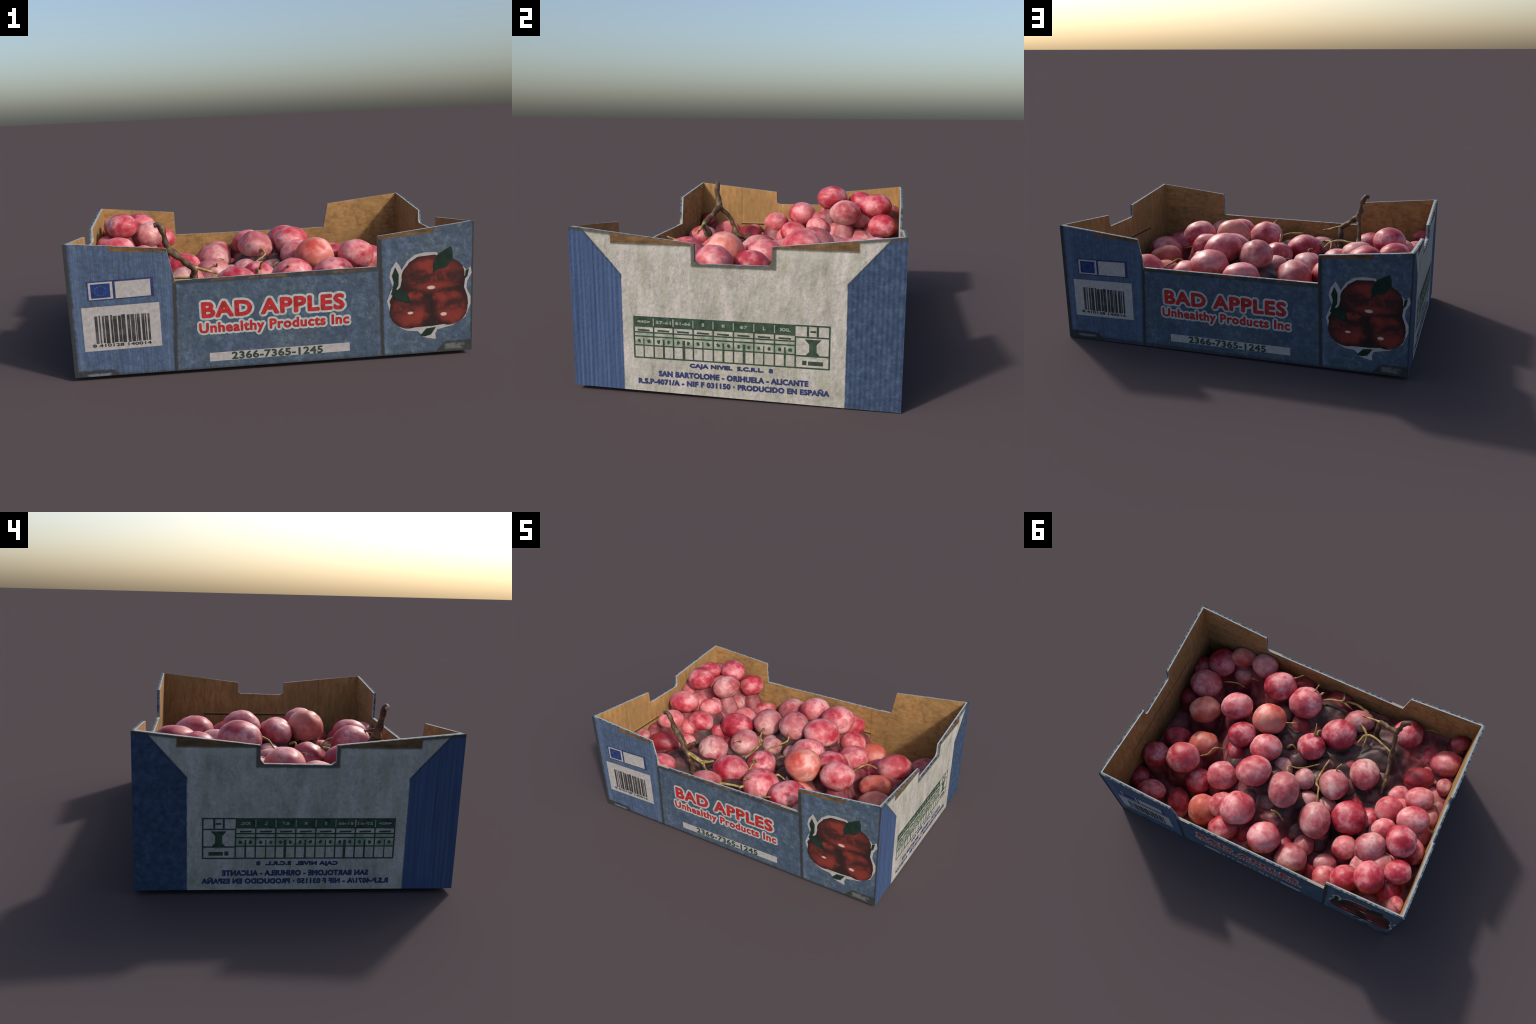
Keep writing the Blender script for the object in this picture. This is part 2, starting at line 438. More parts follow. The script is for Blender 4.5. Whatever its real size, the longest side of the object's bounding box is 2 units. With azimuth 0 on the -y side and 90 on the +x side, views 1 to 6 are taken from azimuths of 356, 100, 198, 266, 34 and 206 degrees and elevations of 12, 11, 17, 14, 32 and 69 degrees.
side_mats, end_mats = [M["side"], M["in_side"], M["rim_side"]], [M["end"], M["in_end"], M["rim_end"]]
front = wall("side_wall", side_outline(BASE, BASE), HY, side_mats, 0)
rear = wall("side_wall", side_outline(0.0, BASE), HY, side_mats, pi)
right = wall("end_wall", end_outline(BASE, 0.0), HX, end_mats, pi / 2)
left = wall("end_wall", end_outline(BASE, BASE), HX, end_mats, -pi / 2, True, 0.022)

fx, fy = HX - THICK - 0.002, HY - THICK - 0.002
mesh_object("floor_panel", [(s * fx, t * fy, z) for z in (0.020, 0.034) for s, t in ((-1, -1), (1, -1), (1, 1), (-1, 1))],
            [(3, 2, 1, 0), (4, 5, 6, 7), (0, 1, 5, 4), (1, 2, 6, 5), (2, 3, 7, 6), (3, 0, 4, 7)], [M["in_side"]], box)


# ------------------------------------------------------------------- prints
THIN = 0.4  # how far ink layers stand off the board


class Print:
    """Flat ink shapes laid just proud of a wall, collected into one mesh."""

    def __init__(self, name, mat, lift, depth):
        self.name, self.mat, self.y, self.v, self.f = name, mat, -depth - lift * THIN, [], []

    def poly(self, pts, dy=0.0):
        k, n = len(self.v), len(pts)
        if sum(a[0] * b[1] - b[0] * a[1] for a, b in zip(pts, pts[1:] + pts[:1])) < 0:
            pts = pts[::-1]
        dy *= THIN
        self.v += [(u, self.y - dy, z) for u, z in pts] + [(u, self.y - dy + 0.0002, z) for u, z in pts]
        self.f.append(list(range(k, k + n)))
        self.f += [[k + i, k + n + i, k + n + (i + 1) % n, k + (i + 1) % n] for i in range(n)]
        return self

    def rect(self, u0, u1, z0, z1, skew=0.0, dy=0.0):
        return self.poly([(u0, z0), (u1, z0 + skew), (u1, z1 + skew), (u0, z1)], dy)

    def disc(self, u, z, ru, rz, n=40, wobble=0.0, dy=0.0):
        pts = []
        for i in range(n):
            a = 2 * pi * i / n
            r = 1 + wobble * (noise.noise((cos(a) * 1.4 + u * 9, sin(a) * 1.4, z * 7)))
            pts.append((u + ru * r * cos(a), z + rz * r * sin(a)))
        return self.poly(pts, dy)

    def build(self, parents):
        first = mesh_object(self.name, self.v, self.f, [self.mat], parents[0])
        for p in parents[1:]:
            c = first.copy()
            link(c)
            c.parent = p
        return first


def glyphs(body, tracking=1.0):
    cu = bpy.data.curves.new("lettering", "FONT")
    cu.body, cu.space_character, cu.resolution_u = body, tracking, 3
    ob = link(bpy.data.objects.new("lettering", cu))
    me = bpy.data.meshes.new_from_object(ob.evaluated_get(bpy.context.evaluated_depsgraph_get()))
    bpy.data.objects.remove(ob)
    bpy.data.curves.remove(cu)
    pts = [(v.co.x, v.co.y) for v in me.vertices]
    polys = [tuple(p.vertices) for p in me.polygons]
    bpy.data.meshes.remove(me)
    return pts, polys


def lettering(name, body, area, mat, depth, parents, lift, bold=0.0008, halo=None, halo_width=0.0, tracking=1.0):
    """Text fitted to area (u0, u1, z0, z1). Pen strokes are widened by round
    steps of the glyph outline; an optional paler outline lies underneath."""
    u0, u1, z0, z1 = area
    bpy.context.view_layer.update()
    pts, polys = glyphs(body, tracking)
    xs, ys = [p[0] for p in pts], [p[1] for p in pts]
    su = (u1 - u0 - 2 * bold) / (max(xs) - min(xs))
    sz = (z1 - z0 - 2 * bold) / (max(ys) - min(ys))
    flat = [(u0 + bold + (x - min(xs)) * su, z0 + bold + (y - min(ys)) * sz) for x, y in pts]

    def spread(nm, mt, radius, steps, lf):
        verts, faces = [], []
        for k in range(steps):
            du, dz = radius * cos(2 * pi * k / steps), radius * sin(2 * pi * k / steps)
            n = len(verts)
            verts += [(u + du, -depth - lf * THIN - 0.00002 * k, z + dz) for u, z in flat]
            faces += [tuple(n + i for i in p) for p in polys]
        first = mesh_object(nm, verts, faces, [mt], parents[0])
        for p in parents[1:]:
            link(bpy.data.objects.new(nm, first.data), p)

    spread(name, mat, bold, 10, lift)
    if halo:
        spread(name + "_outline", halo, bold + halo_width, 18, lift - 0.0018)


sides, ends = [front, rear], [right, left]

# flag sticker and blank label
f = Print("label_frame", M["navy"], 0.0008, HY)
f.rect(-0.900, -0.583, 0.398, 0.494, 0.007)
f.build(sides)
f = Print("blank_label", M["white"], 0.0016, HY)
f.rect(-0.893, -0.778, 0.404, 0.488, 0.002).rect(-0.766, -0.598, 0.406, 0.488, 0.004)
f.build(sides)
Print("flag_field", M["flag"], 0.0024, HY).rect(-0.882, -0.790, 0.411, 0.480, 0.002).build(sides)
f = Print("flag_star", M["star"], 0.0032, HY)
for i in range(12):
    a = 2 * pi * i / 12
    f.disc(-0.836 + 0.027 * cos(a), 0.4465 + 0.023 * sin(a), 0.0055, 0.0048, 6)
f.build(sides)

# barcode sticker
Print("barcode_label", M["white"], 0.0008, HY).rect(-0.934, -0.562, 0.147, 0.367, 0.007).build(sides)
f = Print("barcode_bar", M["black"], 0.0016, HY)
rng = random.Random(12)
u = -0.876
while u < -0.612:
    w = rng.choice((0.005, 0.007, 0.010, 0.014, 0.018))
    w = min(w, -0.606 - u)
    f.rect(u, u + w, 0.186 + rng.uniform(-0.003, 0.002), 0.322 + rng.uniform(-0.003, 0.003))
    u += w + rng.choice((0.0025, 0.004, 0.006, 0.008))
f.build(sides)
lettering("barcode_digits", "8 410128 140014", (-0.895, -0.612, 0.166, 0.182), M["black"], HY, sides, 0.0016, 0.0012)

# brand lettering and number strip
lettering("brand_lettering", "BAD APPLES", (-0.362, 0.345, 0.276, 0.360), M["red"], HY, sides, 0.0030, 0.0055, M["halo"], 0.011, 1.10)
lettering("slogan_lettering", "Unhealthy Products Inc", (-0.378, 0.366, 0.186, 0.254), M["red"], HY, sides, 0.0050, 0.0032, M["halo"], 0.010, 1.10)
Print("number_strip", M["white"], 0.0008, HY).rect(-0.334, 0.366, 0.054, 0.098, 0.004).build(sides)
lettering("number_lettering", "2366-7365-1245", (-0.226, 0.230, 0.057, 0.097), M["digit"], HY, sides, 0.0018, 0.0022, None, 0, 1.06)

# apple emblem
f = Print("emblem_outline", M["white"], 0.0006, HY)
f.poly([(0.700, 0.529), (0.748, 0.538), (0.806, 0.536), (0.830, 0.510), (0.895, 0.490), (0.945, 0.455), (0.960, 0.438),
        (0.982, 0.452), (0.988, 0.421), (0.966, 0.380), (0.962, 0.345), (0.984, 0.300), (0.985, 0.262), (0.958, 0.195),
        (0.893, 0.155), (0.814, 0.138), (0.804, 0.115), (0.808, 0.088), (0.745, 0.102), (0.715, 0.135), (0.660, 0.142),
        (0.625, 0.158), (0.573, 0.237), (0.558, 0.302), (0.576, 0.350), (0.588, 0.372), (0.570, 0.423), (0.580, 0.465), (0.605, 0.500),
        (0.622, 0.478), (0.632, 0.456), (0.660, 0.500)])
f.build(sides)
f = Print("printed_apple_gap", M["apple"], 0.0014, HY)
f.poly([(0.640, 0.440), (0.668, 0.490), (0.712, 0.518), (0.800, 0.524), (0.880, 0.484), (0.935, 0.444), (0.955, 0.400), (0.950, 0.350),
        (0.968, 0.300), (0.972, 0.262), (0.945, 0.205), (0.885, 0.168), (0.790, 0.158), (0.680, 0.156), (0.635, 0.172), (0.586, 0.240),
        (0.570, 0.300), (0.590, 0.335), (0.625, 0.370)])
f.build(sides)
f = Print("printed_apple", M["apple"], 0.0020, HY)
f.disc(0.792, 0.422, 0.158, 0.098, 60, 0.06).disc(0.672, 0.245, 0.102, 0.092, 60, 0.06, 0.0006).disc(0.878, 0.250, 0.094, 0.090, 60, 0.06, 0.0012)
f.build(sides)
f = Print("printed_leaf", M["leaf"], 0.0042, HY)
f.poly([(0.794, 0.430), (0.790, 0.480), (0.812, 0.524), (0.848, 0.546), (0.880, 0.562), (0.889, 0.535), (0.890, 0.497), (0.858, 0.458), (0.812, 0.448)])
f.poly([(0.578, 0.340), (0.594, 0.362), (0.640, 0.350), (0.668, 0.320), (0.682, 0.282), (0.630, 0.294), (0.598, 0.312)])
f.poly([(0.600, 0.472), (0.617, 0.435), (0.616, 0.380), (0.600, 0.352), (0.584, 0.352), (0.594, 0.395), (0.584, 0.430)], 0.0008)
f.poly([(0.727, 0.113), (0.758, 0.147), (0.808, 0.152), (0.782, 0.114), (0.752, 0.106)])
f.poly([(0.958, 0.436), (0.974, 0.444), (0.966, 0.405), (0.952, 0.392)])
f.build(sides)

# size table on the short walls
TU = [-0.400 + 0.0815 * i for i in range(9)]
f = Print("size_table_wash", M["wash"], 0.0006, HX)
f.rect(-0.400, 0.252, 0.212, 0.262)
f.rect(0.256, 0.384, 0.196, 0.208)
f.build(ends)
f = Print("size_table_rule", M["green"], 0.0014, HX)
f.rect(-0.402, 0.252, 0.284, 0.328)
for z in (0.262, 0.245, 0.208, 0.156):
    f.rect(-0.402, 0.252, z - 0.0028, z + 0.0028, 0.0, 0.0003)
for z in (0.326, 0.280, 0.205, 0.156):
    f.rect(0.2525, 0.386, z - 0.003, z + 0.003, 0.0, 0.0003)
for i, u in enumerate(TU):
    f.rect(u - 0.0028, u + 0.0028, 0.154, 0.284, 0.0, 0.0006)
    if i < 8:
        f.rect(u + 0.037, u + 0.0415 + 0.003 * (i % 3), 0.154, 0.236, 0.0, 0.0006)
        f.rect(u + 0.016, u + 0.064, 0.268, 0.275, -0.001, 0.0009)
        for k in range(2):
            f.disc(u + 0.020 + 0.041 * k, 0.226, 0.007, 0.008, 7, 0.5, 0.0009)
f.rect(0.381, 0.387, 0.154, 0.328, 0.0, 0.0006)
# weighing stand pictogram
f.poly([(0.288, 0.203), (0.352, 0.203), (0.334, 0.222), (0.334, 0.252), (0.352, 0.272), (0.288, 0.272), (0.306, 0.252), (0.306, 0.222)], 0.0009)
f.rect(0.296, 0.304, 0.284, 0.324, 0.0, 0.0009).rect(0.310, 0.332, 0.300, 0.307, 0.0, 0.0009).rect(0.334, 0.342, 0.284, 0.324, 0.0, 0.0009)
f.rect(0.280, 0.296, 0.168, 0.186, 0.0, 0.0009).rect(0.302, 0.360, 0.168, 0.184, 0.0, 0.0009)
f.build(ends)
f = Print("size_table_divider", M["wash"], 0.0026, HX)
for u in TU[1:8]:
    f.rect(u - 0.0022, u + 0.0022, 0.290, 0.322)
f.build(ends)
for u, word in zip(TU, ("<48>", "57-61", "61-66", "S", "M", "67", "L", "XXL")):
    w = 0.020 + 0.011 * (len(word) - 1) if len(word) > 1 else 0.011
    lettering("size_lettering", word, (u + 0.041 - w / 2, u + 0.041 + w / 2, 0.299, 0.313), M["wash"], HX, ends, 0.0026, 0.0012)
lettering("maker_lettering", "CAJA NIVEL  S.C.R.L.  8", (-0.172, 0.166, 0.120, 0.144), M["navy"], HX, ends, 0.0012, 0.0022, None, 0, 1.08)
lettering("address_lettering", "SAN BARTOLOME - ORIHUELA - ALICANTE", (-0.302, 0.306, 0.079, 0.105), M["navy"], HX, ends, 0.0012, 0.0022, None, 0, 1.08)
lettering("origin_lettering", "R.S.P-4071/A - NIF F 031150 \u00b7 PRODUCIDO EN ESPA\u00d1A", (-0.388, 0.388, 0.044, 0.074), M["navy"], HX, ends, 0.0012, 0.0022, None, 0, 1.08)

# ------------------------------------------------------------------- grapes
bunch = empty("grape_bunch", "heap of large mottled pink grapes on stems", "grapes")

# each grape: centre x, y, z, two horizontal half axes, skin
CORNER_DEEP = [
    (0.810, -0.520, 0.280, 0.099, 0.105, 'r'), (0.675, -0.595, 0.340, 0.091, 0.069, 'o'), (0.499, -0.578, 0.385, 0.089, 0.092, 'm'),
    (0.935, -0.455, 0.220, 0.077, 0.079, 'r'), (0.833, -0.317, 0.285, 0.113, 0.100, 'p'), (0.642, -0.528, 0.220, 0.077, 0.079, 'm'),
    (0.745, -0.137, 0.285, 0.108, 0.095, 'o'), (0.917, -0.211, 0.200, 0.061, 0.071, 'd'), (0.842, 0.096, 0.200, 0.094, 0.073, 'r'),
    (0.639, 0.084, 0.255, 0.103, 0.090, 'o'), (0.693, 0.249, 0.325, 0.112, 0.102, 'p'), (0.890, 0.289, 0.255, 0.093, 0.091, 'r'),
    (0.939, 0.454, 0.160, 0.070, 0.080, 'r'), (0.803, 0.521, 0.205, 0.099, 0.079, 'r'), (0.550, 0.323, 0.220, 0.087, 0.089, 'r'),
    (0.615, 0.498, 0.140, 0.078, 0.103, 'r'), (0.430, 0.483, 0.215, 0.102, 0.102, 'o'),
]
MIDDLE = [
    (0.330, -0.467, 0.416, 0.114, 0.096, 'r'), (0.511, -0.192, 0.450, 0.107, 0.090, 'p'), (0.279, -0.201, 0.458, 0.113, 0.101, 'o'),
    (0.127, -0.440, 0.403, 0.118, 0.108, 'p'), (-0.063, -0.590, 0.300, 0.097, 0.084, 'd'), (0.214, -0.600, 0.300, 0.083, 0.061, 'd'),
    (-0.167, -0.343, 0.368, 0.115, 0.105, 'r'), (-0.039, -0.182, 0.361, 0.096, 0.095, 'r'), (0.395, -0.038, 0.425, 0.095, 0.084, 'r'),
    (0.210, -0.018, 0.438, 0.105, 0.093, 'p'), (0.395, 0.056, 0.360, 0.057, 0.066, 'r'), (0.402, 0.241, 0.312, 0.104, 0.098, 'p'),
    (0.198, 0.174, 0.476, 0.114, 0.101, 'p'), (-0.021, 0.196, 0.458, 0.102, 0.122, 'm'), (-0.098, 0.040, 0.360, 0.067, 0.072, 'm'),
    (-0.286, -0.013, 0.357, 0.098, 0.104, 'm'), (-0.433, -0.170, 0.347, 0.099, 0.109, 'm'), (0.182, 0.433, 0.448, 0.112, 0.111, 'p'),
    (0.308, 0.422, 0.310, 0.090, 0.088, 'p'), (0.220, 0.562, 0.355, 0.098, 0.080, 'p'), (-0.046, 0.523, 0.424, 0.107, 0.099, 'p'),
    (0.583, -0.331, 0.150, 0.095, 0.085, 'o'), (0.310, -0.288, 0.310, 0.090, 0.085, 'o'),
]
HEAP = [
    (-0.279, 0.267, 0.378, 0.103, 0.120, 'm'), (-0.465, 0.149, 0.362, 0.113, 0.110, 'r'), (-0.247, 0.550, 0.360, 0.101, 0.093, 'm'),
    (-0.452, 0.464, 0.270, 0.078, 0.061, 'm'), (-0.519, 0.330, 0.330, 0.084, 0.080, 'p'), (-0.665, 0.318, 0.542, 0.102, 0.090, 'm'),
    (-0.693, 0.150, 0.450, 0.080, 0.070, 'p'), (-0.814, 0.227, 0.615, 0.090, 0.099, 'r'), (-0.828, 0.036, 0.508, 0.106, 0.083, 'p'),
    (-0.672, 0.006, 0.408, 0.092, 0.087, 'p'), (-0.816, -0.129, 0.448, 0.095, 0.076, 'p'), (-0.700, -0.148, 0.305, 0.080, 0.070, 'p'),
    (-0.762, -0.290, 0.362, 0.101, 0.078, 'd'), (-0.885, -0.471, 0.360, 0.106, 0.090, 'p'), (-0.930, -0.305, 0.370, 0.055, 0.060, 'm'),
    (-0.913, -0.606, 0.440, 0.064, 0.050, 'd'), (-0.578, -0.546, 0.372, 0.103, 0.095, 'p'), (-0.250, -0.504, 0.340, 0.102, 0.074, 'm'),
    (-0.487, 0.553, 0.290, 0.086, 0.078, 'p'), (-0.604, 0.545, 0.478, 0.092, 0.084, 'r'), (-0.730, 0.499, 0.580, 0.091, 0.097, 'r'),
    (-0.867, 0.398, 0.592, 0.082, 0.075, 'r'), (-0.938, 0.564, 0.520, 0.050, 0.060, 'p'), (-0.277, 0.420, 0.280, 0.069, 0.071, 'm'),
    (-0.690, 0.400, 0.365, 0.100, 0.095, 'm'),
]
UNDER_HEAP = [
    (-0.815, 0.150, 0.455, 0.095, 0.085, 'm'), (-0.905, 0.215, 0.500, 0.070, 0.085, 'r'), (-0.745, 0.245, 0.405, 0.085, 0.085, 'r'),
    (-0.765, 0.395, 0.500, 0.095, 0.090, 'm'), (-0.870, 0.500, 0.490, 0.085, 0.085, 'r'),
    (-0.905, 0.070, 0.410, 0.070, 0.085, 'p'), (-0.750, -0.040, 0.365, 0.085, 0.080, 'p'), (-0.915, -0.060, 0.400, 0.060, 0.075, 'm'),
    (-0.590, 0.080, 0.300, 0.075, 0.075, 'r'),
]
GRAPES = CORNER_DEEP + MIDDLE + HEAP + UNDER_HEAP
TALL = {18: 0.87, 19: 0.97, 29: 0.86, 20: 0.84}
GRAIN_DIR = radians(26.5)
SQUASH = 0.79
INX, INY = HX - THICK - 0.003, HY - THICK - 0.003


def press(p):
    """Keep a point inside the tray, pressed flat against the board."""
    q = Matrix.Rotation(-TURN, 3, "Z") @ p
    q.x = max(-INX + 0.005, min(INX, q.x))
    q.y = max(-INY, min(INY, q.y))
    return Matrix.Rotation(TURN, 3, "Z") @ q


def grape(spec, seed, squash=SQUASH):
    cx, cy, cz, a, b, skin = spec
    rg = random.Random(seed)
    off = Vector((rg.uniform(-50, 50), rg.uniform(-50, 50), rg.uniform(-50, 50)))
    c = squash * (a + b) / 2
    spin = Matrix.Rotation(GRAIN_DIR, 3, "Z")
    tilt = Matrix.Rotation(rg.uniform(-0.22, 0.22), 3, "X") @ Matrix.Rotation(rg.uniform(-0.22, 0.22), 3, "Y")
    pole = Vector((rg.gauss(0, 1), rg.gauss(0, 1), rg.gauss(0, 0.6))).normalized()
    centre = Vector((cx, cy, cz))
    bm = bmesh.new()
    bmesh.ops.create_icosphere(bm, subdivisions=4, radius=1.0)
    for v in bm.verts:
        d = v.co.normalized()
        r = 1 + 0.075 * noise.noise(d * 1.1 + off) + 0.038 * noise.noise(d * 2.6 + off) + 0.012 * noise.noise(d * 6 + off)
        end = d.dot(pole)
        r -= 0.05 * max(0, (end - 0.955) / 0.045) ** 2
        p = d * r
        p = Vector((p.x * a, p.y * b, p.z * c))
        v.co = press(centre + spin @ (tilt @ p)) - centre
    me = bpy.data.meshes.new("grape")
    bm.to_mesh(me)
    bm.free()
    me.materials.append(SKIN[skin])
    me.polygons.foreach_set("use_smooth", [True] * len(me.polygons))
    o = bpy.data.objects.new("grape", me)
    o.location = centre
    return link(o, bunch)


for i, g_ in enumerate(GRAPES):
    grape(g_, 100 + i, TALL.get(i, SQUASH))


# small fruit of the layer below, many skins tinted dark for gap shadow
rng = random.Random(4)
FILL = []
for _ in range(1500):
    x, y = rng.uniform(-0.90, 0.90), rng.uniform(-0.57, 0.57)
    q = min(math.hypot(x - g[0], y - g[1]) / ((g[3] + g[4]) / 2) for g in GRAPES)
    if q < 0.92 or x > 0.36 or (x > 0.22 and y > 0.2) or (-0.68 < x < -0.42 and y > 0.2) or any(math.hypot(x - g[0], y - g[1]) < 0.115 for g in FILL):
        continue
    near = sorted((math.hypot(x - g[0], y - g[1]), g[2]) for g in GRAPES)[:4]
    z = sum(k[1] for k in near) / 4 - (0.085 if x < 0.4 else 0.105)
    FILL.append((x, y, z, rng.uniform(0.062, 0.080), rng.uniform(0.062, 0.080), rng.choice("sssdm") if -0.65 < x < 0.4 and y < 0.38 else rng.choice("drp")))
for i, g_ in enumerate(FILL):
    grape(g_, 400 + i)


# where the buried layer swells up (stem root, left board) or sinks
SWELLS = ((-0.55, -0.36, 0.20, 0.18, 0.075), (-0.06, -0.50, 0.17, 0.12, 0.115), (-0.95, -0.12, 0.08, 0.30, 0.06),
          (-0.30, -0.22, 0.14, 0.12, 0.03), (0.49, -0.30, 0.15, 0.12, -0.05), (-0.52, 0.40, 0.13, 0.20, -0.08),
          (0.08, 0.12, 0.08, 0.10, 0.045), (-0.13, 0.25, 0.08, 0.14, 0.05), (-0.07, 0.40, 0.08, 0.08, 0.05),
          (-0.93, 0.58, 0.09, 0.12, 0.11), (0.63, -0.57, 0.16, 0.10, 0.13), (0.38, 0.48, 0.12, 0.12, -0.06),
          (-0.60, 0.27, 0.10, 0.16, -0.10), (-0.50, -0.38, 0.14, 0.12, 0.03), (0.55, 0.35, 0.10, 0.08, 0.05))


def bed_height(x, y):
    """Lower fruit: local mean level with a skirt rising under each grape."""
    wsum = lvl = 0.0
    top = -1.0
    for cx, cy, cz, a, b, _ in GRAPES:
        dx, dy = x - cx, y - cy
        d2 = dx * dx + dy * dy
        w = math.exp(-d2 / 0.022) + 1e-6
        wsum += w
        lvl += w * cz
        q = math.sqrt(d2) / ((a + b) / 2)
        c = SQUASH * (a + b) / 2
        top = max(top, cz - 0.30 * c - 3.4 * c * max(0.0, q - (0.30 if cz > 0.47 or (x > 0.2 and cz > 0.44) else 0.78)))
    base = lvl / wsum - 0.070 - 0.10 * min(1.0, max(0.0, (x - 0.30) / 0.25))
    for bx, by, sx, sy, amp in SWELLS:
        base += amp * math.exp(-((x - bx) / sx) ** 2 - ((y - by) / sy) ** 2)
    n = noise.noise((x * 7, y * 7, 3.1)) * 0.026 + noise.noise((x * 17, y * 17, 8.1)) * 0.014
    k = 0.03
    h = max(k - abs(top - base), 0) / k
    return max(0.10, max(top, base) + h * h * k / 4 + n)


NX, NY = 190, 126
verts, faces = [], []
for j in range(NY + 1):
    for i in range(NX + 1):
        x, y = (2 * i / NX - 1) * INX, (2 * j / NY - 1) * INY
        p = Matrix.Rotation(TURN, 3, "Z") @ Vector((x, y, 0))
        verts.append((p.x, p.y, bed_height(p.x, p.y)))
for j in range(NY):
    for i in range(NX):
        k = j * (NX + 1) + i
        faces.append((k, k + 1, k + NX + 2, k + NX + 1))
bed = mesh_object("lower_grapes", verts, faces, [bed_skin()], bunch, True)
bed["kind"] = "stuff"


# -------------------------------------------------------------------- stems
def tube(name, path, mats, knobbly=0.12, tip_ring=False, sides=14, per=9, seed=1, slim=0.92):
    """Smooth tapering tube through (x, y, z, radius) control points."""
    P = [Vector(p[:3]) for p in path]
    R = [p[3] for p in path]
    pts = []
    for i in range(len(P) - 1):
        p0, p1, p2, p3 = P[max(i - 1, 0)], P[i], P[i + 1], P[min(i + 2, len(P) - 1)]
        for k in range(per):
            t = k / per
            q = 0.5 * (2 * p1 + (p2 - p0) * t + (2 * p0 - 5 * p1 + 4 * p2 - p3) * t * t + (3 * p1 - p0 - 3 * p2 + p3) * t ** 3)
            pts.append((q, R[i] + (R[i + 1] - R[i]) * t))
    pts.append((P[-1], R[-1]))
    verts, faces, idx = [], [], []
    up = Vector((0.3, 0.2, 0.9)).normalized()
    for i, (q, r) in enumerate(pts):
        t = (pts[min(i + 1, len(pts) - 1)][0] - pts[max(i - 1, 0)][0]).normalized()
        s = t.cross(up)
        if s.length < 0.1:
            s = t.cross(Vector((1, 0, 0)))
        s.normalize()
        u = s.cross(t)
        up = u
        for k in range(sides):
            a = 2 * pi * k / sides
            d = s * cos(a) + u * sin(a)
            rr = r * slim * (1 + knobbly * 1.6 * noise.noise((q + d * r) * 28 + Vector((seed, 0, 0))))
            verts.append(q + d * rr)
    for i in range(len(pts) - 1):
        for k in range(sides):
            a, b = i * sides + k, i * sides + (k + 1) % sides
            faces.append((a, b, b + sides, a + sides))
            idx.append(0)
    n = len(pts)
    faces += [tuple(range(sides))[::-1], tuple(range((n - 1) * sides, n * sides))]
    idx += [len(mats) - 1 if tip_ring else 0, 0]
    return mesh_object(name, verts, faces, mats, bunch, True, idx)


tube("main_stem", [(-0.572, -0.452, 0.714, 0.014), (-0.553, -0.447, 0.716, 0.015), (-0.536, -0.446, 0.696, 0.016), (-0.527, -0.441, 0.660, 0.016),
                   (-0.517, -0.434, 0.615, 0.017), (-0.503, -0.428, 0.578, 0.025), (-0.468, -0.444, 0.552, 0.019), (-0.425, -0.468, 0.518, 0.016),
                   (-0.388, -0.485, 0.488, 0.019), (-0.385, -0.470, 0.450, 0.022), (-0.391, -0.456, 0.405, 0.020), (-0.390, -0.445, 0.33, 0.024)],
     [BARK, TIP], 0.32, True)
tube("side_stem", [(-0.505, -0.426, 0.580, 0.018), (-0.516, -0.402, 0.556, 0.015), (-0.528, -0.366, 0.515, 0.013), (-0.536, -0.344, 0.462, 0.014),
                   (-0.540, -0.330, 0.420, 0.019), (-0.556, -0.279, 0.390, 0.016), (-0.572, -0.187, 0.360, 0.013), (-0.577, -0.103, 0.320, 0.010)],
     [BARK], 0.32, seed=5)
tube("twig", [(-0.400, -0.482, 0.500, 0.011), (-0.355, -0.488, 0.486, 0.008), (-0.310, -0.491, 0.472, 0.007), (-0.262, -0.494, 0.459, 0.006)], [TWIG], 0.4, seed=9)
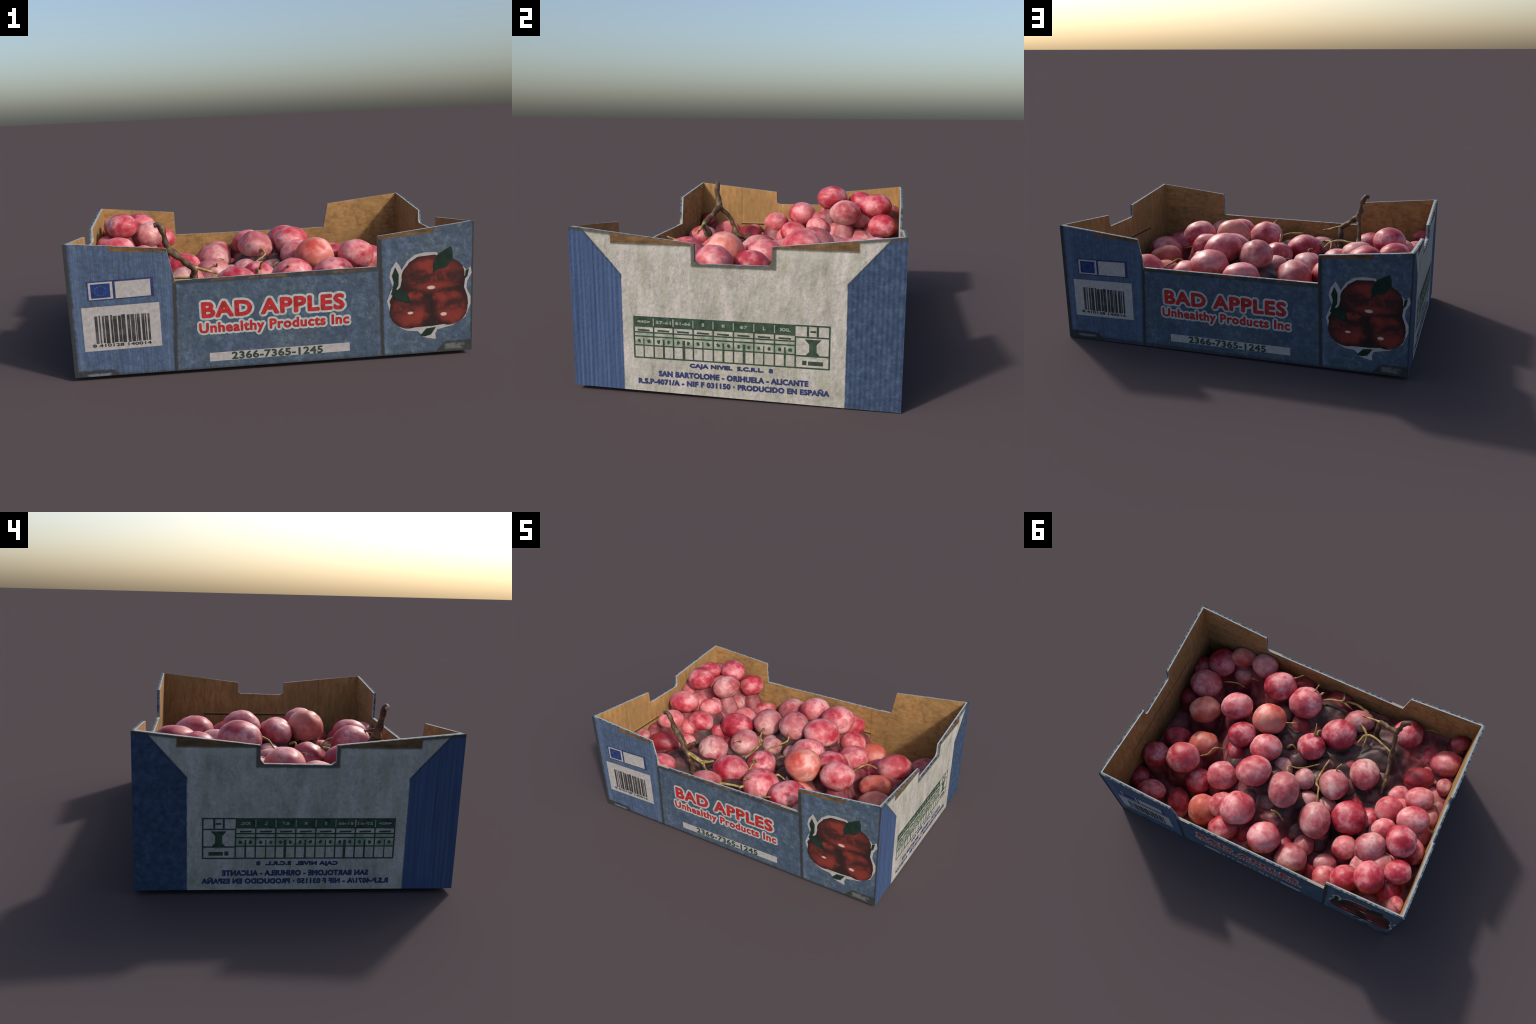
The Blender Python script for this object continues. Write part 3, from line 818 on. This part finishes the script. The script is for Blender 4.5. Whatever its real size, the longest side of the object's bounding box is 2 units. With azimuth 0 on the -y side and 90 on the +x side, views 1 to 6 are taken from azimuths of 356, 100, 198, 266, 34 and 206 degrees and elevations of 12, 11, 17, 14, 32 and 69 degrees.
TWIGS = [
    [(-0.305, -0.336, 0.38, 0.010), (-0.329, -0.399, 0.40, 0.015), (-0.403, -0.400, 0.42, 0.013), (-0.528, -0.352, 0.42, 0.012)],
    [(-0.255, -0.470, 0.39, 0.008), (-0.300, -0.440, 0.40, 0.013), (-0.340, -0.395, 0.40, 0.013), (-0.345, -0.330, 0.36, 0.007)],
    [(0.73, -0.391, 0.275, 0.008), (0.637, -0.412, 0.295, 0.010), (0.586, -0.417, 0.27, 0.008)],
    [(0.567, -0.491, 0.290, 0.010), (0.523, -0.488, 0.305, 0.012), (0.491, -0.508, 0.28, 0.007)],
    [(0.284, -0.545, 0.43, 0.011), (0.250, -0.570, 0.435, 0.008), (0.222, -0.600, 0.438, 0.006)],
    [(0.096, -0.503, 0.475, 0.013), (0.09, -0.530, 0.485, 0.009), (0.086, -0.556, 0.492, 0.006)],
    [(0.040, -0.505, 0.39, 0.010), (-0.015, -0.532, 0.405, 0.011), (-0.091, -0.559, 0.405, 0.016), (-0.075, -0.625, 0.39, 0.006)],
    [(-0.080, -0.556, 0.400, 0.014), (-0.136, -0.552, 0.385, 0.010), (-0.174, -0.55, 0.36, 0.006)],
    [(-0.031, -0.250, 0.42, 0.014), (-0.026, -0.275, 0.45, 0.008), (-0.015, -0.308, 0.46, 0.005)],
    [(-0.264, -0.089, 0.41, 0.011), (-0.265, -0.106, 0.43, 0.007), (-0.278, -0.135, 0.43, 0.006)],
    [(-0.667, -0.608, 0.40, 0.008), (-0.712, -0.625, 0.405, 0.008), (-0.756, -0.635, 0.39, 0.007)],
    [(0.187, -0.266, 0.36, 0.008), (0.141, -0.271, 0.385, 0.010), (0.107, -0.302, 0.36, 0.008)],
    [(0.600, 0.190, 0.32, 0.008), (0.549, 0.163, 0.35, 0.010), (0.527, 0.109, 0.36, 0.010), (0.476, 0.077, 0.32, 0.009)],
    [(0.002, 0.082, 0.457, 0.014), (0.022, 0.035, 0.435, 0.010), (-0.052, -0.006, 0.393, 0.009), (-0.143, -0.099, 0.359, 0.008)],
    [(-0.245, 0.165, 0.395, 0.013), (-0.220, 0.100, 0.400, 0.010), (-0.207, 0.061, 0.383, 0.011), (-0.175, 0.014, 0.360, 0.015), (-0.185, -0.159, 0.345, 0.010)],
    [(0.062, -0.515, 0.415, 0.014), (0.052, -0.540, 0.420, 0.013), (0.046, -0.552, 0.416, 0.010)],
    [(-0.290, -0.565, 0.375, 0.015), (-0.200, -0.590, 0.372, 0.014), (-0.125, -0.588, 0.368, 0.012), (-0.100, -0.560, 0.370, 0.006)],
    [(-0.045, -0.250, 0.410, 0.014), (-0.040, -0.285, 0.405, 0.010), (-0.050, -0.310, 0.375, 0.009)],
    [(0.095, -0.090, 0.40, 0.012), (0.070, -0.120, 0.41, 0.011), (0.030, -0.110, 0.37, 0.010)],
    [(-0.010, 0.350, 0.44, 0.012), (-0.050, 0.340, 0.42, 0.010), (-0.100, 0.360, 0.38, 0.010)],
]
for i, w in enumerate(TWIGS):
    tube("twig", w, [TWIG], 0.35, sides=10, per=6, seed=20 + i, slim=0.60)
